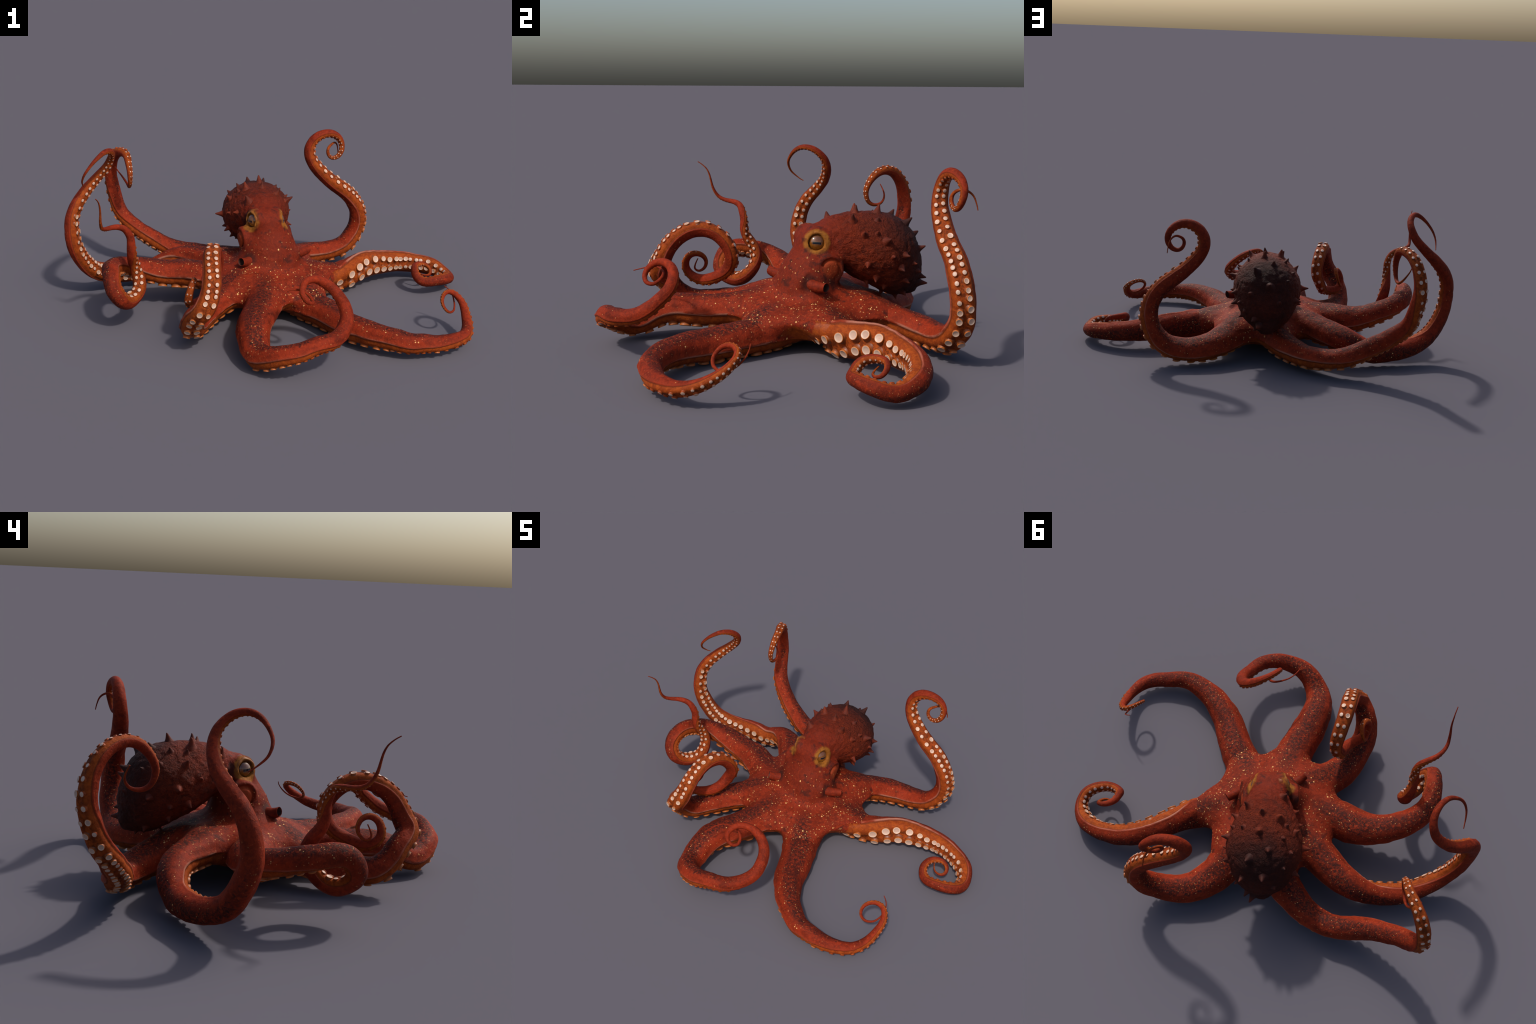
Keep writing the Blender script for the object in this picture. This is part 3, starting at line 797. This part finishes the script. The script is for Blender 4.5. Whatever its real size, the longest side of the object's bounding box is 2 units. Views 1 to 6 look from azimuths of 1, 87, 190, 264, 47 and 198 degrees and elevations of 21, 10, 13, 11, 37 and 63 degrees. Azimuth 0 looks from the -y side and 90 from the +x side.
# --- siphons: short open tubes
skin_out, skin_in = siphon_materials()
for a, b in SIPHONS:
    ax = unit(b - a)
    ln = float(np.linalg.norm(b - a))
    pv, pf, pb = lathe([(.027, -.015), (.0262, 0), (.0248, ln * .30), (.0228, ln * .6), (.0213, ln * .85), (.0210, ln * .96), (.0208, ln + .001), (.0195, ln + .0028), (.0182, ln + .001), (.0172, ln - .008), (.0165, ln - .035), (0, ln - .038)], 28)
    sag = np.clip(pv[:, 2] / ln, 0, 1.2)
    pv[:, 0] -= .007 * sag * (1 - sag) * 4                 # the tube bows a little
    pv[:, 0] += lattice_noise(pv, 45, 9) * .0012
    pv[:, 1] += lattice_noise(pv, 45, 10) * .0012
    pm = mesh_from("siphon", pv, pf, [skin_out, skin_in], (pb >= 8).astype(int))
    o = link(bpy.data.objects.new("siphon", pm), head)
    o.matrix_local = basis(ax, (0, 0, 1.0), a)

# --- arms
arm_skin = arm_material()
stalk_skin, cup_skin = sucker_materials()
cup_plain = small_cup_material()
AROUND = 44
angles = np.linspace(-math.pi, math.pi, AROUND, endpoint=False)
angles = angles + 0.16 * np.sin(2 * angles)               # more columns near the flank ridges
SUCKER = [(1.42, -.42), (1.18, -.16), (1.02, .10), (.98, .30), (1.05, .44), (1.06, .53), (.98, .585), (.86, .575), (.72, .50), (.40, .455), (0, .44)]
sv, sf, sb = lathe(SUCKER, 20)
sucker_mesh = mesh_from("sucker", sv, sf, [stalk_skin, cup_skin], (sb >= 5).astype(int))
qv, qf, qb = lathe([(1.35, -.4), (1.02, .05), (1.05, .45), (.92, .56), (0, .46)], 10)


def sucker_rows(arm):
    """Paired suckers down the oral side: wide apart near the crown, crowded a third of the way out, sparse beyond."""
    out, s = [], 0.15
    while s < arm.length * 0.90:
        f = s / arm.length
        r = np.interp(s, arm.s, arm.r)
        pitch = np.interp(f, [.05, .15, .25, .36, .42, .46, .53, .57, .66, .75, .95], [.62, .72, .88, 1.02, .78, .62, .62, 1.15, 1.2, 1.1, 1.6])
        size = np.interp(f, [.05, .15, .27, .37, .43, .47, .53, .57, .7, .85, .92], [.23, .27, .30, .285, .265, .225, .225, .275, .265, .22, .15])
        for k in (-1, 1):
            j = rng.normal(size=3)
            out.append((s + k * .06 * r + .05 * r * j[0], k * (.40 + .02 * j[1]), r * size * (1 + .07 * j[2]), f))
        s += max(pitch * r, .0035)
    return out


all_suckers = []
for a, arm in enumerate(ARMS):
    start = CUT - 0.075
    rings = [start]
    while rings[-1] < arm.length - .0015:
        rings.append(rings[-1] + max(.10 * np.interp(rings[-1], arm.s, arm.r), .0016))
    s = np.array(rings + [arm.length])
    c, t, o, l, r = arm.at(s)
    grow = np.interp(s, [start, start + .05], [.955, 1.0])
    f = s / arm.length
    th = angles[None, :]
    sec = section_radius(th) * np.ones((len(s), 1))
    # the flank ridge fades toward the tip, where the arm becomes a plain whip
    plain = np.interp(f, [.55, .9], [0, .85])[:, None]
    sec = sec * (1 - plain) + .90 * plain
    u, v = np.sin(th) * sec, np.cos(th) * sec
    rr = (r * grow)[:, None]
    pos = c[:, None] + l[:, None] * (u * rr)[..., None] - o[:, None] * (v * rr)[..., None]
    flat = pos.reshape(-1, 3)
    out = unit(l[:, None] * u[..., None] - o[:, None] * v[..., None]).reshape(-1, 3)
    rad = np.repeat(r, AROUND)
    flat = flat + out * ((lattice_noise(flat, 20, 5) * .045 + lattice_noise(flat, 48, 6) * .022) * rad)[:, None]
    n_r = len(s)
    quads = [(i * AROUND + k, i * AROUND + (k + 1) % AROUND, (i + 1) * AROUND + (k + 1) % AROUND, (i + 1) * AROUND + k) for i in range(n_r - 1) for k in range(AROUND)]
    quads.append(tuple(range((n_r - 1) * AROUND, n_r * AROUND)))
    rest = np.stack([np.repeat(s, AROUND), u.ravel(), v.ravel()], -1)
    m = mesh_from("arm", rest, quads, [arm_skin])
    m.use_auto_texspace = False
    m.texspace_location, m.texspace_size = (0, 0, 0), (2, 2, 2)
    ob = link(bpy.data.objects.new("arm", m), octopus)
    ob.shape_key_add(name="lying_straight")
    posed = ob.shape_key_add(name="posed")
    posed.data.foreach_set("co", flat.astype(np.float32).ravel())
    posed.value = 1.0
    for row in sucker_rows(arm):
        all_suckers.append((row[2], a, ob, row))

all_suckers.sort(key=lambda q: -q[0])
small = {}
for rank, (size, a, ob, (s, side, rad, f)) in enumerate(all_suckers):
    arm = ARMS[a]
    c, t, o, l, r = arm.at(np.array([s]))
    c, t, o, l, r = c[0], t[0], o[0], l[0], r[0]
    plain = float(np.interp(f, [.55, .9], [0, .85]))
    th = math.atan2(side, -.83)
    d = float(section_radius(th)) * (1 - plain) + .9 * plain
    p = c + (l * math.sin(th) - o * math.cos(th)) * d * r
    n = unit(o + l * side * .55 + t * rng.normal() * .06)
    M = basis(n, t, p - n * rad * .02, (rad * 1.06, rad * .96, rad * 1.05))
    if rank < 296:
        so = link(bpy.data.objects.new("sucker", sucker_mesh), ob)
        so.matrix_local = M
    else:
        small.setdefault(a, []).append((M, ob))
for a, group in small.items():
    V, Fq, slot = [], [], []
    for M, ob in group:
        base = len(V)
        Mn = np.array(M)
        V += (qv @ Mn[:3, :3].T + Mn[:3, 3]).tolist()
        Fq += [[i + base for i in q] for q in qf]
        slot += (qb >= 3).astype(int).tolist()
    m = mesh_from("small_sucker", V, Fq, [stalk_small := bpy.data.materials.get("orange_underside_skin"), cup_plain], slot)
    so = link(bpy.data.objects.new("small_sucker", m), group[0][1])
    so["kind"] = "stuff"
